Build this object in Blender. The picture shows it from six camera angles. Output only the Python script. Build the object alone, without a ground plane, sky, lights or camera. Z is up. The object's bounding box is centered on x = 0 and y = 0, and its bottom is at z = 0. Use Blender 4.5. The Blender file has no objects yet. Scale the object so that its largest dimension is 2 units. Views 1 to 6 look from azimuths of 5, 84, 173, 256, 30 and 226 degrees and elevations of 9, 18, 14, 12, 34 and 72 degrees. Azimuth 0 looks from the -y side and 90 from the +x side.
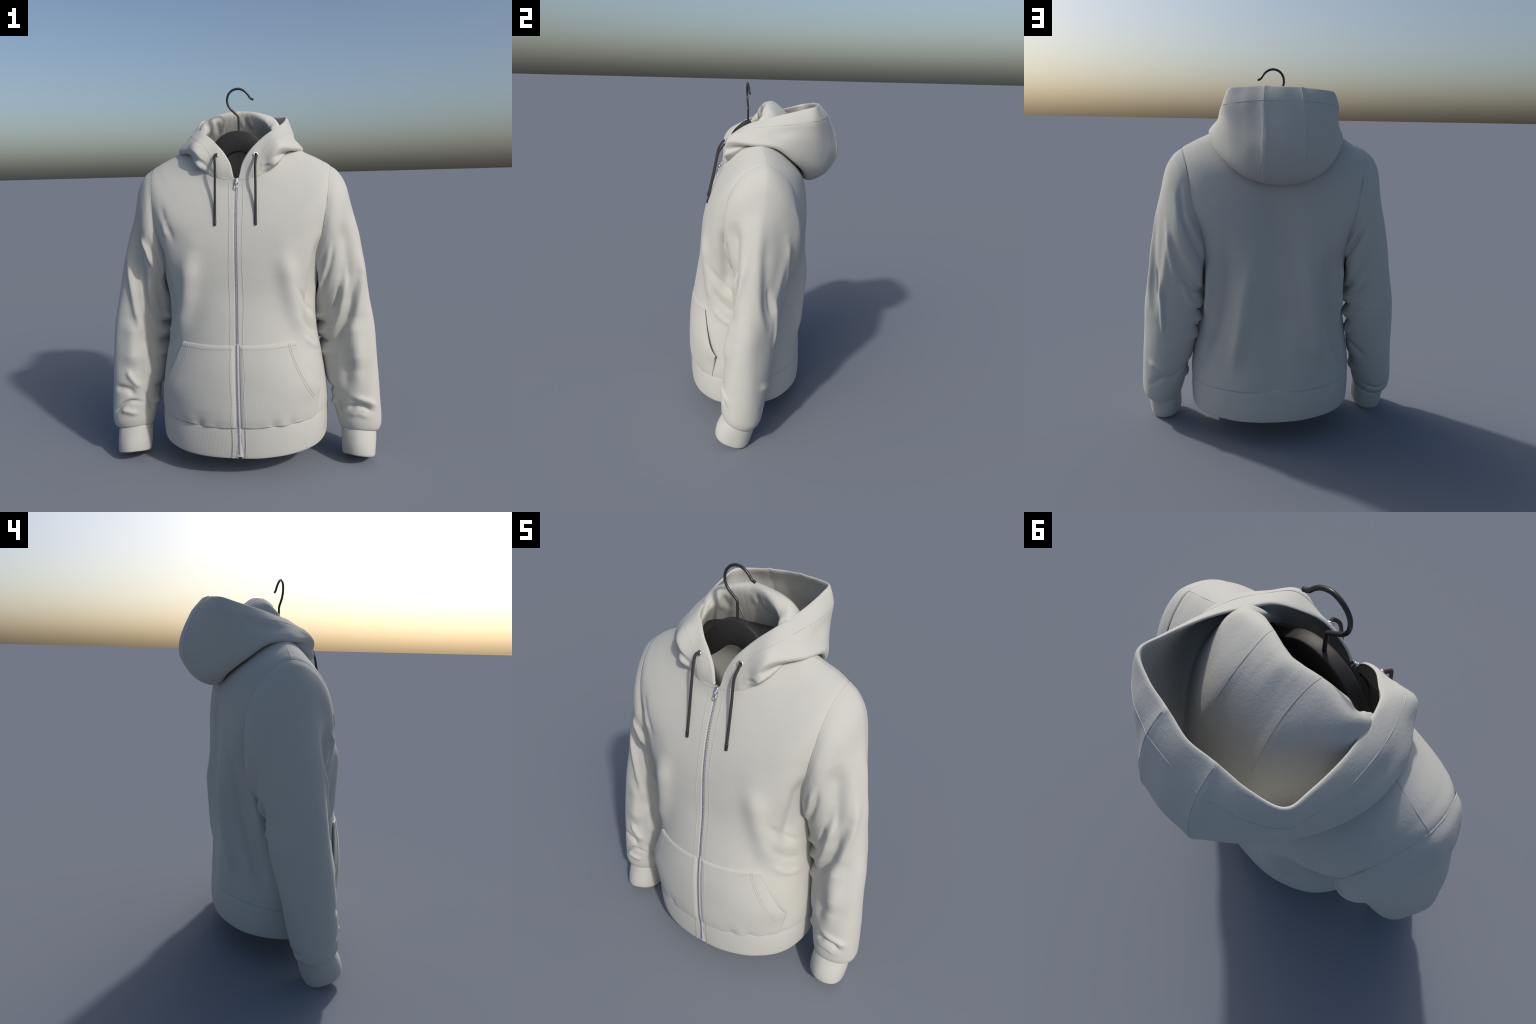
"""Zip-up hooded jacket hanging on a dark wooden clothes hanger."""
import bpy, math, random
import numpy as np
from mathutils import Vector, noise
from mathutils.bvhtree import BVHTree

random.seed(7)
np.random.seed(7)

# ------------------------------------------------------------------ materials
def new_mat(name):
    m = bpy.data.materials.new(name)
    m.use_nodes = True
    nt = m.node_tree
    b = nt.nodes["Principled BSDF"]
    return m, nt, b


def cloth_material(name, base, weave=900.0, bump=0.55, rib=None, fleece=0.0):
    """Off-white cotton: faint tone variation, fine weave grain, optional ribs."""
    m, nt, b = new_mat(name)
    N, L = nt.nodes, nt.links
    tc = N.new("ShaderNodeTexCoord")
    n1 = N.new("ShaderNodeTexNoise")
    n1.inputs["Scale"].default_value = 5.0
    n1.inputs["Detail"].default_value = 3.0
    L.new(tc.outputs["Object"], n1.inputs["Vector"])
    ramp = N.new("ShaderNodeValToRGB")
    ramp.color_ramp.elements[0].position = 0.3
    ramp.color_ramp.elements[1].position = 0.7
    c0 = [c * 0.965 for c in base]
    ramp.color_ramp.elements[0].color = (*c0, 1)
    ramp.color_ramp.elements[1].color = (*base, 1)
    L.new(n1.outputs["Fac"], ramp.inputs["Fac"])
    n2 = N.new("ShaderNodeTexNoise")
    n2.inputs["Scale"].default_value = 260.0
    n2.inputs["Detail"].default_value = 3.0
    L.new(tc.outputs["Object"], n2.inputs["Vector"])
    mix = N.new("ShaderNodeMix")
    mix.data_type = 'RGBA'
    mix.blend_type = 'MULTIPLY'
    mix.inputs[0].default_value = 0.10
    L.new(ramp.outputs["Color"], mix.inputs[6])
    L.new(n2.outputs["Fac"], mix.inputs[7])
    L.new(mix.outputs[2], b.inputs["Base Color"])
    b.inputs["Roughness"].default_value = 0.92
    b.inputs["Specular IOR Level"].default_value = 0.22
    b.inputs["Sheen Weight"].default_value = 0.08
    b.inputs["Sheen Roughness"].default_value = 0.5
    # grain
    n3 = N.new("ShaderNodeTexNoise")
    n3.inputs["Scale"].default_value = 105.0
    n3.inputs["Detail"].default_value = 4.0
    n3.inputs["Roughness"].default_value = 0.65
    L.new(tc.outputs["Object"], n3.inputs["Vector"])
    bp = N.new("ShaderNodeBump")
    bp.inputs["Strength"].default_value = bump
    bp.inputs["Distance"].default_value = 0.0016
    L.new(n3.outputs["Fac"], bp.inputs["Height"])
    last = bp
    if rib is not None:
        # knitted ribs: fine vertical lines around the band, angle about the rib centre
        mp = N.new("ShaderNodeMapping")
        mp.inputs["Location"].default_value = rib["loc"]
        L.new(tc.outputs["Object"], mp.inputs["Vector"])
        sep = N.new("ShaderNodeSeparateXYZ")
        L.new(mp.outputs["Vector"], sep.inputs["Vector"])
        ang = N.new("ShaderNodeMath")
        ang.operation = 'ARCTAN2'
        L.new(sep.outputs["Y"], ang.inputs[0])
        L.new(sep.outputs["X"], ang.inputs[1])
        mul = N.new("ShaderNodeMath")
        mul.operation = 'MULTIPLY'
        mul.inputs[1].default_value = rib["count"]
        L.new(ang.outputs[0], mul.inputs[0])
        sn = N.new("ShaderNodeMath")
        sn.operation = 'SINE'
        L.new(mul.outputs[0], sn.inputs[0])
        bp2 = N.new("ShaderNodeBump")
        bp2.inputs["Strength"].default_value = rib["strength"]
        bp2.inputs["Distance"].default_value = 0.001
        L.new(sn.outputs[0], bp2.inputs["Height"])
        L.new(bp.outputs["Normal"], bp2.inputs["Normal"])
        last = bp2
    L.new(last.outputs["Normal"], b.inputs["Normal"])
    return m


def plain_material(name, col, rough=0.5, metal=0.0, grain=None, spec=0.5):
    m, nt, b = new_mat(name)
    N, L = nt.nodes, nt.links
    b.inputs["Roughness"].default_value = rough
    b.inputs["Metallic"].default_value = metal
    b.inputs["Specular IOR Level"].default_value = spec
    tc = N.new("ShaderNodeTexCoord")
    mp = N.new("ShaderNodeMapping")
    L.new(tc.outputs["Object"], mp.inputs["Vector"])
    mp.inputs["Scale"].default_value = grain or (40, 40, 40)
    n = N.new("ShaderNodeTexNoise")
    n.inputs["Scale"].default_value = 1.0
    n.inputs["Detail"].default_value = 3.0
    L.new(mp.outputs["Vector"], n.inputs["Vector"])
    r = N.new("ShaderNodeValToRGB")
    r.color_ramp.elements[0].color = (*[c * 0.82 for c in col], 1)
    r.color_ramp.elements[1].color = (*[min(1, c * 1.12) for c in col], 1)
    L.new(n.outputs["Fac"], r.inputs["Fac"])
    L.new(r.outputs["Color"], b.inputs["Base Color"])
    return m


CLOTH = (0.482, 0.487, 0.463)
MAT_FLEECE = cloth_material("cotton_fleece", CLOTH)
MAT_HEM = cloth_material("ribbed_hem_knit", CLOTH, rib=dict(loc=(0, 0.08, 0), count=330, strength=0.10))
MAT_CUFF = cloth_material("ribbed_cuff_knit", CLOTH, bump=0.3)
MAT_SEAM_SHADE = plain_material("stitch_groove_shade", (0.42, 0.42, 0.398), 0.9, spec=0.2)  # stitch and seam lines, darker than the cloth to paint in groove shade
MAT_CORD = plain_material("dark_cord", (0.034, 0.030, 0.030), 0.75, grain=(300, 300, 120), spec=0.3)
MAT_AGLET = plain_material("cord_tip", (0.05, 0.045, 0.045), 0.35, metal=0.6)
MAT_SILVER = plain_material("polished_steel", (0.66, 0.67, 0.70), 0.18, metal=1.0)
MAT_TAPE = plain_material("zip_tape", (0.48, 0.47, 0.51), 0.8, grain=(200, 200, 200), spec=0.3)
MAT_TEETH = plain_material("zip_teeth", (0.45, 0.45, 0.48), 0.35, metal=0.8)
MAT_HANGER = plain_material("black_stained_wood", (0.022, 0.021, 0.021), 0.55, grain=(6, 60, 60), spec=0.4)
MAT_HOOK = plain_material("dark_metal_wire", (0.035, 0.034, 0.034), 0.32, metal=0.35)

# ------------------------------------------------------------------ helpers
def link(o, parent=None):
    bpy.context.scene.collection.objects.link(o)
    if parent is not None:
        o.parent = parent
    return o


def empty(name, parent=None, loc=(0, 0, 0)):
    o = bpy.data.objects.new(name, None)
    o.location = loc
    o.empty_display_size = 0.1
    return link(o, parent)


def spline(vals, n, closed=False):
    """Catmull-Rom through rows of vals, n samples, uniform in row index."""
    v = np.asarray(vals, float)
    k = len(v)
    t = np.linspace(0, k - 1, n)
    i = np.clip(t.astype(int), 0, k - 2)
    f = (t - i)
    f = f.reshape((-1,) + (1,) * (v.ndim - 1))
    ext = np.concatenate([[2 * v[0] - v[1]], v, [2 * v[-1] - v[-2]]])
    p0, p1, p2, p3 = ext[i], ext[i + 1], ext[i + 2], ext[i + 3]
    return 0.5 * (2 * p1 + (p2 - p0) * f + (2 * p0 - 5 * p1 + 4 * p2 - p3) * f ** 2
                  + (3 * p1 - p0 - 3 * p2 + p3) * f ** 3)


def even(P, n):
    """Resample a polyline to n evenly spaced points."""
    P = np.asarray(P, float)
    d = np.r_[0, np.cumsum(np.linalg.norm(np.diff(P, axis=0), axis=1))]
    s = np.linspace(0, d[-1], n)
    return np.stack([np.interp(s, d, P[:, j]) for j in range(P.shape[1])], 1)


def curve_pts(ctrl, n):
    return even(spline(ctrl, max(60, len(ctrl) * 16)), n)


def grid_faces(nu, nv, wrap_v=False):
    mv = nv if wrap_v else nv - 1
    i, j = np.meshgrid(np.arange(nu - 1), np.arange(mv), indexing='ij')
    i, j = i.ravel(), j.ravel()
    j2 = (j + 1) % nv
    return np.stack([i * nv + j, i * nv + j2, (i + 1) * nv + j2, (i + 1) * nv + j], 1)


def grid_normals(G, wrap_v=False):
    du = np.gradient(G, axis=0)
    if wrap_v:
        dv = (np.roll(G, -1, 1) - np.roll(G, 1, 1)) * 0.5
    else:
        dv = np.gradient(G, axis=1)
    n = np.cross(du, dv)
    return n / np.maximum(np.linalg.norm(n, axis=-1, keepdims=True), 1e-9)


def mesh_obj(name, verts, faces, mat, parent=None, smooth=True):
    verts = np.asarray(verts, np.float32).reshape(-1, 3)
    faces = np.asarray(faces, np.int32)
    me = bpy.data.meshes.new(name)
    nf, k = faces.shape
    me.vertices.add(len(verts))
    me.vertices.foreach_set("co", verts.ravel())
    me.loops.add(nf * k)
    me.loops.foreach_set("vertex_index", faces.ravel())
    me.polygons.add(nf)
    me.polygons.foreach_set("loop_start", np.arange(0, nf * k, k, dtype=np.int32))
    me.polygons.foreach_set("loop_total", np.full(nf, k, np.int32))
    me.update(calc_edges=True)
    me.validate()
    me.polygons.foreach_set("use_smooth", np.full(len(me.polygons), smooth))
    me.materials.append(mat)
    o = bpy.data.objects.new(name, me)
    return link(o, parent)


def split_obj(name, verts, faces, normals, mask, mat, parent):
    """Faces picked by mask become an object that keeps the whole surface's normals."""
    verts = np.asarray(verts).reshape(-1, 3)
    normals = np.asarray(normals).reshape(-1, 3)
    f = faces[mask]
    used, inv = np.unique(f, return_inverse=True)
    f2 = inv.reshape(f.shape)
    o = mesh_obj(name, verts[used], f2, mat, parent)
    if len(o.data.vertices) == len(used):
        o.data.normals_split_custom_set_from_vertices(normals[used].astype(np.float32).tolist())
    return o


def vertex_normals(verts, faces):
    v = np.asarray(verts).reshape(-1, 3)
    fn = np.cross(v[faces[:, 2]] - v[faces[:, 0]], v[faces[:, 3]] - v[faces[:, 1]])
    n = np.zeros_like(v)
    for k in range(4):
        np.add.at(n, faces[:, k], fn)
    return n / np.maximum(np.linalg.norm(n, axis=1, keepdims=True), 1e-12)


def tube(P, r, sides=10, caps=True):
    """Vertices and quads of a tube along points P; r scalar or per point."""
    P = np.asarray(P, float)
    n = len(P)
    r = np.full(n, r) if np.isscalar(r) else np.asarray(r)
    T = np.gradient(P, axis=0)
    T /= np.linalg.norm(T, axis=1, keepdims=True)
    ref = np.array([0, 0, 1.0]) if abs(T[0][2]) < 0.8 else np.array([0, 1.0, 0])
    u = np.cross(T[0], ref)
    u /= np.linalg.norm(u)
    V = []
    for i in range(n):
        u = u - T[i] * (u @ T[i])
        u /= np.linalg.norm(u)
        w = np.cross(T[i], u)
        a = np.linspace(0, 2 * math.pi, sides, endpoint=False)
        V.append(P[i] + r[i] * (np.cos(a)[:, None] * u + np.sin(a)[:, None] * w))
    if caps:
        V = [np.repeat(P[:1], sides, 0)] + V + [np.repeat(P[-1:], sides, 0)]
    V = np.array(V)
    return V.reshape(-1, 3), grid_faces(len(V), sides, True)


def join(parts):
    vs, fs, o = [], [], 0
    for v, f in parts:
        vs.append(v)
        fs.append(f + o)
        o += len(v)
    return np.concatenate(vs), np.concatenate(fs)


def seg_dist(P, line):
    """Distance of points P to a polyline and the position 0..1 along it."""
    line = np.asarray(line, float)
    L = np.r_[0, np.cumsum(np.linalg.norm(np.diff(line, axis=0), axis=1))]
    best = np.full(len(P), 1e9)
    pos = np.zeros(len(P))
    for a, b, la, lb in zip(line[:-1], line[1:], L[:-1], L[1:]):
        d = b - a
        t = np.clip(((P - a) @ d) / max(d @ d, 1e-12), 0, 1)
        q = np.linalg.norm(P - (a + t[:, None] * d), axis=1)
        m = q < best
        best[m] = q[m]
        pos[m] = (la + t[m] * (lb - la)) / max(L[-1], 1e-9)
    return best, pos


def apply_folds(G, Nrm, folds, gain=1.0):
    """Push a surface along its normals by ridge (+) and valley (-) folds.
    fold = (control points, width, height)."""
    P = G.reshape(-1, 3)
    N = Nrm.reshape(-1, 3)
    D = np.zeros(len(P))
    for ctrl, w, h in folds:
        c = np.array(ctrl, float)
        line = spline(c, 4 * len(c)) if len(c) > 2 else c
        # lay the fold line onto the surface
        near = P[((P > line.min(0) - .08) & (P < line.max(0) + .08)).all(1)]
        if len(near):
            line = np.array([near[((near - c_) ** 2).sum(1).argmin()] for c_ in line])
            line[1:-1] = (line[:-2] + 2 * line[1:-1] + line[2:]) / 4
        lo, hi = line.min(0) - 3 * w, line.max(0) + 3 * w
        sel = np.where(((P > lo) & (P < hi)).all(1))[0]
        if not len(sel):
            continue
        d, s = seg_dist(P[sel], line)
        taper = np.clip(np.minimum(s, 1 - s) / 0.3, 0, 1)
        taper = 0.15 + 0.85 * taper * taper * (3 - 2 * taper)
        D[sel] += gain * h * np.exp(-(d / w) ** 2) * taper
    return (P + N * D[:, None]).reshape(G.shape)


def ripple(G, Nrm, amp, scale, seed=0.0):
    P = G.reshape(-1, 3)
    sc = np.asarray(scale, float)
    D = np.array([noise.noise(Vector((p[0] * sc[0] + seed, p[1] * sc[1], p[2] * sc[2]))) for p in P])
    return (P + Nrm.reshape(-1, 3) * (amp * D)[:, None]).reshape(G.shape)


# ------------------------------------------------------------------ jacket root
jacket = empty("hooded_jacket")
jacket["label"] = "off-white zip-up hooded jacket with pockets and drawstrings"
jacket["category"] = "jacket"

# ------------------------------------------------------------------ torso
# rings from neck to hem seam:
# half width, side y, front y, front z, back y, back z, side z, front squareness,
# height blend, back squareness, hollow along the spine
TORSO = [
    (0.235, -0.03, -0.233, 1.537, 0.14, 1.705, 1.7, 2.3, 1.55, 2.1, 0),
    (0.3, -0.022, -0.246, 1.49, 0.168, 1.64, 1.682, 2.3, 1.65, 2, 0),
    (0.37, -0.015, -0.274, 1.435, 0.205, 1.555, 1.65, 2.25, 1.8, 2, 0.004),
    (0.437, -0.01, -0.306, 1.36, 0.252, 1.45, 1.617, 2.45, 1.9, 2.4, 0.022),
    (0.488, -0.01, -0.334, 1.27, 0.27, 1.33, 1.58, 2.7, 1.9, 2.4, 0.036),
    (0.518, -0.015, -0.355, 1.17, 0.275, 1.21, 1.492, 2.4, 1.7, 2.4, 0.045),
    (0.468, -0.025, -0.366, 1.07, 0.281, 1.08, 1.27, 2.6, 1.4, 2.15, 0.05),
    (0.42, -0.04, -0.376, 0.96, 0.284, 0.96, 1.03, 2.5, 1.2, 1.9, 0.05),
    (0.398, -0.055, -0.395, 0.85, 0.288, 0.85, 0.87, 2.3, 1.1, 1.85, 0.05),
    (0.404, -0.065, -0.419, 0.71, 0.285, 0.72, 0.72, 2.25, 1, 1.8, 0.05),
    (0.428, -0.075, -0.437, 0.58, 0.283, 0.59, 0.58, 2.25, 1, 1.72, 0.036),
    (0.452, -0.08, -0.445, 0.43, 0.281, 0.45, 0.43, 2.2, 1, 1.72, 0.028),
    (0.46, -0.08, -0.445, 0.34, 0.278, 0.375, 0.345, 2.2, 1, 1.85, 0.0224),
    (0.459, -0.08, -0.439, 0.29, 0.274, 0.33, 0.302, 2.2, 1, 1.95, 0.0176),
]
HEM = [
    (0.452, -0.08, -0.433, 0.292, 0.269, 0.328, 0.304, 2.2, 1, 1.95, 0.0132),
    (0.458, -0.08, -0.438, 0.28, 0.273, 0.316, 0.292, 2.2, 1, 1.97, 0.0132),
    (0.461, -0.08, -0.44, 0.235, 0.275, 0.269, 0.25, 2.2, 1, 1.99, 0.0108),
    (0.461, -0.08, -0.439, 0.18, 0.275, 0.209, 0.195, 2.2, 1, 2.01, 0.0084),
    (0.457, -0.08, -0.435, 0.128, 0.271, 0.157, 0.146, 2.2, 1, 2.03, 0.0072),
    (0.45, -0.08, -0.428, 0.12, 0.264, 0.149, 0.138, 2.2, 1, 2.03, 0.0072),
    (0.443, -0.08, -0.421, 0.128, 0.257, 0.157, 0.146, 2.2, 1, 2.03, 0.0072),
    (0.441, -0.08, -0.419, 0.18, 0.255, 0.209, 0.195, 2.2, 1, 2.03, 0.0084),
    (0.44, -0.08, -0.419, 0.25, 0.255, 0.279, 0.265, 2.2, 1, 2.03, 0.0108),
]
ZIP_HALF = 0.0075


def ring_surface(rings, nt, nth):
    R = spline(rings, nt)
    th = np.linspace(0, 2 * math.pi, nth + 1)       # 0 = front centre, pi = back centre
    # even out spacing a little toward the sides
    s, c = np.sin(th), np.cos(th)
    G = np.zeros((nt, nth + 1, 3))
    for k in range(nt):
        a, yc, yf, zf, yb, zb, zs, nf, p, nb, hollow = R[k]
        n = np.where(c > 0, nf, nb)
        den = (np.abs(s) ** n + np.abs(c) ** n) ** (1 / n)
        ux, uy = s / den, c / den
        x = a * ux
        y = np.where(uy > 0, yc + (yf - yc) * uy, yc + (yb - yc) * (-uy))
        y = y - np.where(uy < 0, hollow * np.exp(-(x / .095) ** 2), 0)
        w = np.abs(uy) ** np.where(uy > 0, p, 1 + (p - 1) * .45)
        z = np.where(uy > 0, zs + (zf - zs) * w, zs + (zb - zs) * w)
        G[k] = np.stack([x, y, z], 1)
    return G


def open_front(G, half):
    """Slit the ring surface at the front centre and turn the edges inward."""
    nt, m, _ = G.shape
    out = G.copy()
    # slide the columns next to the centre so that the edge stands at x = +-half
    for k in range(nt):
        x = out[k, :, 0]
        front = (out[k, :, 1] < np.median(out[k, :, 1]))
        near = front & (np.abs(x) < 0.10)
        sgn = np.where(np.arange(m) < m // 2, 1, -1)
        xx = np.abs(x)
        x[near] = (sgn * (half + xx * (0.10 - half) / 0.10))[near]
    lip1 = out[:, :1] + np.array([-.0012, .003, 0])
    lip2 = out[:, :1] + np.array([-.0005, .014, 0])
    rip1 = out[:, -1:] + np.array([.0012, .003, 0])
    rip2 = out[:, -1:] + np.array([.0005, .014, 0])
    return np.concatenate([lip2, lip1, out, rip1, rip2], 1)


TORSO_FOLDS = [
    ([(.235, -.335, 1.20), (.255, -.330, 1.06), (.275, -.318, .93), (.300, -.303, .82), (.335, -.28, .70)], .050, .022),  # flank ridge
    ([(-.225, -.338, 1.20), (-.243, -.332, 1.06), (-.258, -.325, .93), (-.285, -.310, .82), (-.325, -.28, .70)], .050, .028),
    ([(.415, -.215, 1.26), (.400, -.22, 1.14), (.382, -.22, 1.02), (.372, -.22, .90), (.375, -.21, .80)], .042, -.030),  # flank hollow
    ([(-.415, -.215, 1.26), (-.400, -.22, 1.14), (-.382, -.22, 1.02), (-.372, -.22, .90), (-.375, -.21, .80)], .042, -.032),
    ([(.290, -.315, 1.00), (.350, -.260, .89), (.398, -.140, .805)], .016, -.007),   # creases running down into the elbows
    ([(.305, -.310, .93), (.360, -.255, .83), (.400, -.140, .755)], .020, .006),
    ([(.315, -.310, .85), (.370, -.250, .76), (.405, -.140, .705)], .018, -.007),
    ([(.330, -.310, .74), (.380, -.245, .67), (.415, -.140, .63)], .018, .007),
    ([(-.300, -.315, .95), (-.355, -.260, .85), (-.398, -.140, .78)], .015, -.008),
    ([(-.315, -.310, .86), (-.370, -.255, .77), (-.405, -.140, .715)], .018, .008),
    ([(-.330, -.310, .76), (-.380, -.245, .69), (-.412, -.140, .65)], .016, -.008),
    ([(.398, .06, .86), (.398, -.02, .84), (.396, -.08, .86)], .018, .012),
    ([(-.398, .06, .88), (-.398, -.02, .85), (-.396, -.08, .87)], .018, .012),
    ([(.25, .24, 1.18), (.262, .21, .98), (.28, .175, .80), (.33, .135, .60), (.395, .09, .44), (.43, .07, .35)], .038, -.026),  # valley from shoulder blade to hem corner
    ([(-.25, .24, 1.18), (-.262, .21, .98), (-.28, .175, .80), (-.33, .135, .60), (-.395, .09, .44), (-.43, .07, .35)], .038, -.026),
    ([(.325, .15, 1.06), (.342, .12, .93), (.36, .095, .79), (.385, .07, .66)], .034, .030),  # ridge beside the arm
    ([(-.325, .15, 1.06), (-.342, .12, .93), (-.36, .095, .79), (-.385, .07, .66)], .034, .030),
    ([(-.385, -.276, 1.344), (-.36, -.29, 1.241)], 0.02, 0.008),  # Bl armpit ridge
    ([(-.394, -.249, 1.421), (-.37, -.286, 1.319), (-.316, -.313, 1.217)], 0.018, -0.006),  # Bl armpit valley
    ([(.140, .275, 1.08), (.160, .26, .94), (.180, .25, .78), (.205, .235, .60), (.245, .21, .40)], .045, .036),  # Back ridge
    ([(-.140, .275, 1.08), (-.160, .26, .94), (-.180, .25, .78), (-.205, .235, .60), (-.245, .21, .40)], .045, .036),  # Back ridge
]
HEM_PUCKERS = [    # x, height of the small gathers just above the hem band
    (-.205, -.011), (-.12, -.003), (.175, -.007), (.262, -.008), (.225, .004), (-.30, -.003), (.33, -.003),
]

NT, NTH = 360, 640
body = ring_surface(TORSO, NT, NTH)
bn = grid_normals(body)
cen = np.array([0, -.05, 0.9])
if ((body[200, 100] - cen) * bn[200, 100])[:2].sum() < 0:
    bn = -bn
folded = apply_folds(body, bn, TORSO_FOLDS)
ease = np.clip((body[..., 2] - .335) / .12, 0, 1)[..., None]
body = body + (folded - body) * ease * ease * (3 - 2 * ease)
puck = np.zeros(body.shape[:2])
front = body[..., 1] < -.1
for px, h in HEM_PUCKERS:
    zz = np.clip((body[..., 2] - .285) / .10, 0, 1)
    puck += h * np.exp(-((body[..., 0] - px - .06 * zz * .2) / (.018 + .035 * zz)) ** 2) * (1 - zz) ** 1.5 * front
body = body + bn * puck[..., None]
body = open_front(body, ZIP_HALF)
bf = grid_faces(*body.shape[:2])
bvn = vertex_normals(body, bf)
if bvn[(200 * body.shape[1] + 100)] @ (body[200, 100] - cen) < 0:
    bf = bf[:, ::-1]
    bvn = -bvn
ncol = body.shape[1]
fc = (bf.min(1)) % ncol
q = NTH // 4
left_m = fc < 2 + q
right_m = fc >= 2 + 3 * q
back_m = ~(left_m | right_m)
front_a = split_obj("front_panel", body, bf, bvn, left_m, MAT_FLEECE, jacket)
front_b = split_obj("front_panel", body, bf, bvn, right_m, MAT_FLEECE, jacket)
back = split_obj("back_panel", body, bf, bvn, back_m, MAT_FLEECE, jacket)
BODY_BVH = BVHTree.FromPolygons([Vector(v) for v in body.reshape(-1, 3)], [tuple(int(i) for i in f) for f in bf])


def drop(x, z, off=0.0, back_side=False):
    """Point on the torso front (or back) at x, z, lifted by off."""
    o = Vector((x, 1.0 if back_side else -1.0, z))
    d = Vector((0, -1.0 if back_side else 1.0, 0))
    loc, n, i, t = BODY_BVH.ray_cast(o, d)
    if loc is None:
        loc, n, i, t = BODY_BVH.find_nearest(Vector((x, 0.2 if back_side else -0.3, z)))
    if n.dot(d) > 0:
        n = -n
    return np.array(loc + n * off)


# hem band ------------------------------------------------------------
hem = ring_surface(HEM, 70, 520)
hem = ripple(hem, grid_normals(hem), .004, (7, 7, 3), 11.0)
hem = open_front(hem, ZIP_HALF)
hf = grid_faces(*hem.shape[:2])
hem_o = mesh_obj("hem_band", hem, hf[:, ::-1], MAT_HEM, jacket)

# ------------------------------------------------------------------ sleeves
# outer x,z ; inner x,z ; front y,z offset ; back y,z offset (offset from ring mid height) ; skew of the section
SLEEVE = [
    (0.478, 1.586, 0.372, 0.97, -0.212, 0, 0.195, 0, 0),
    (0.524, 1.551, 0.376, 0.93, -0.224, 0, 0.202, 0, 0),
    (0.568, 1.48, 0.378, 0.89, -0.226, 0, 0.206, 0, 0.05),
    (0.597, 1.36, 0.382, 0.86, -0.214, 0, 0.188, 0, 0.12),
    (0.622, 1.25, 0.386, 0.83, -0.2, 0, 0.144, 0, 0.2),
    (0.65, 1.12, 0.39, 0.79, -0.188, 0, 0.126, 0, 0.27),
    (0.675, 0.985, 0.397, 0.74, -0.178, 0, 0.098, 0, 0.31),
    (0.7, 0.86, 0.407, 0.69, -0.174, 0, 0.082, 0, 0.33),
    (0.722, 0.735, 0.42, 0.62, -0.184, 0, 0.074, 0, 0.31),
    (0.73, 0.605, 0.437, 0.53, -0.208, 0, 0.056, 0, 0.26),
    (0.735, 0.47, 0.457, 0.43, -0.232, 0, 0.034, 0, 0.18),
    (0.742, 0.345, 0.484, 0.34, -0.243, 0.01, 0.012, -0.01, 0.1),
    (0.748, 0.25, 0.502, 0.26, -0.248, 0.02, -0.008, -0.02, 0.05),
    (0.747, 0.19, 0.515, 0.21, -0.25, 0.03, -0.027, -0.03, 0),
    (0.734, 0.155, 0.527, 0.175, -0.246, 0.035, -0.05, -0.03, 0),
    (0.714, 0.145, 0.54, 0.162, -0.238, 0.035, -0.066, -0.03, 0),
]
# roundness of the four quarters (front-outer, back-outer, front-inner, back-inner) down the sleeve
SLEEVE_ROUND = [(2.2, 2.0, 2.2, 2.2), (1.95, 1.8, 1.85, 2.3), (1.95, 1.75, 1.75, 2.0), (2.1, 1.75, 1.8, 2.0),
                (2.2, 2.0, 2.0, 2.0), (2.1, 2.1, 2.1, 2.1)]
CUFF = [
    (0.712, 0.152, 0.537, 0.17, -0.236, 0.035, -0.063, -0.03, 0),
    (0.718, 0.138, 0.532, 0.157, -0.244, 0.035, -0.057, -0.03, 0),
    (0.717, 0.105, 0.531, 0.125, -0.26, 0.035, -0.065, -0.032, 0),
    (0.714, 0.065, 0.531, 0.085, -0.276, 0.035, -0.077, -0.034, 0),
    (0.711, 0.03, 0.534, 0.045, -0.283, 0.035, -0.09, -0.03, 0),
    (0.705, 0.022, 0.54, 0.036, -0.278, 0.034, -0.097, -0.026, 0),
    (0.699, 0.03, 0.546, 0.044, -0.272, 0.034, -0.101, -0.024, 0),
    (0.702, 0.08, 0.545, 0.095, -0.262, 0.034, -0.085, -0.03, 0),
    (0.702, 0.135, 0.545, 0.145, -0.24, 0.034, -0.073, -0.03, 0),
]


def sleeve_surface(rows, nt, nth, side, rounds):
    R = spline(rows, nt)
    Q = spline(rounds, nt)
    a = np.linspace(0, 2 * math.pi, nth, endpoint=False)
    G = np.zeros((nt, nth, 3))
    for k in range(nt):
        xo, zo, xi, zi, yf, zf, yb, zb, skew = R[k]
        c, s = np.cos(a), np.sin(a)
        # blend the quarter roundness smoothly round the ring
        wo = 0.5 + 0.5 * np.clip(c * 2, -1, 1)
        wb = 0.5 + 0.5 * np.clip(s * 2, -1, 1)
        n = (Q[k][0] * wo * (1 - wb) + Q[k][1] * wo * wb + Q[k][2] * (1 - wo) * (1 - wb) + Q[k][3] * (1 - wo) * wb)
        den = (np.abs(s) ** n + np.abs(c) ** n) ** (1 / n)
        c, s = c / den, s / den
        x = (xo + xi) / 2 + (xo - xi) / 2 * c
        z = (zo + zi) / 2 + (zo - zi) / 2 * c
        y = (yf + yb) / 2 + (yb - yf) / 2 * s * (1 - .25 * skew) - skew * (xo - xi) / 2 * c
        z = z + np.where(s > 0, zb * s, -zf * s)
        if side > 0:
            x = x - .008 * np.exp(-((z - .75) / .30) ** 2)
        else:
            x = x - .014 * np.exp(-((z - 1.36) / .18) ** 2)
        G[k] = np.stack([x * side, y, z], 1)
    return G


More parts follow.
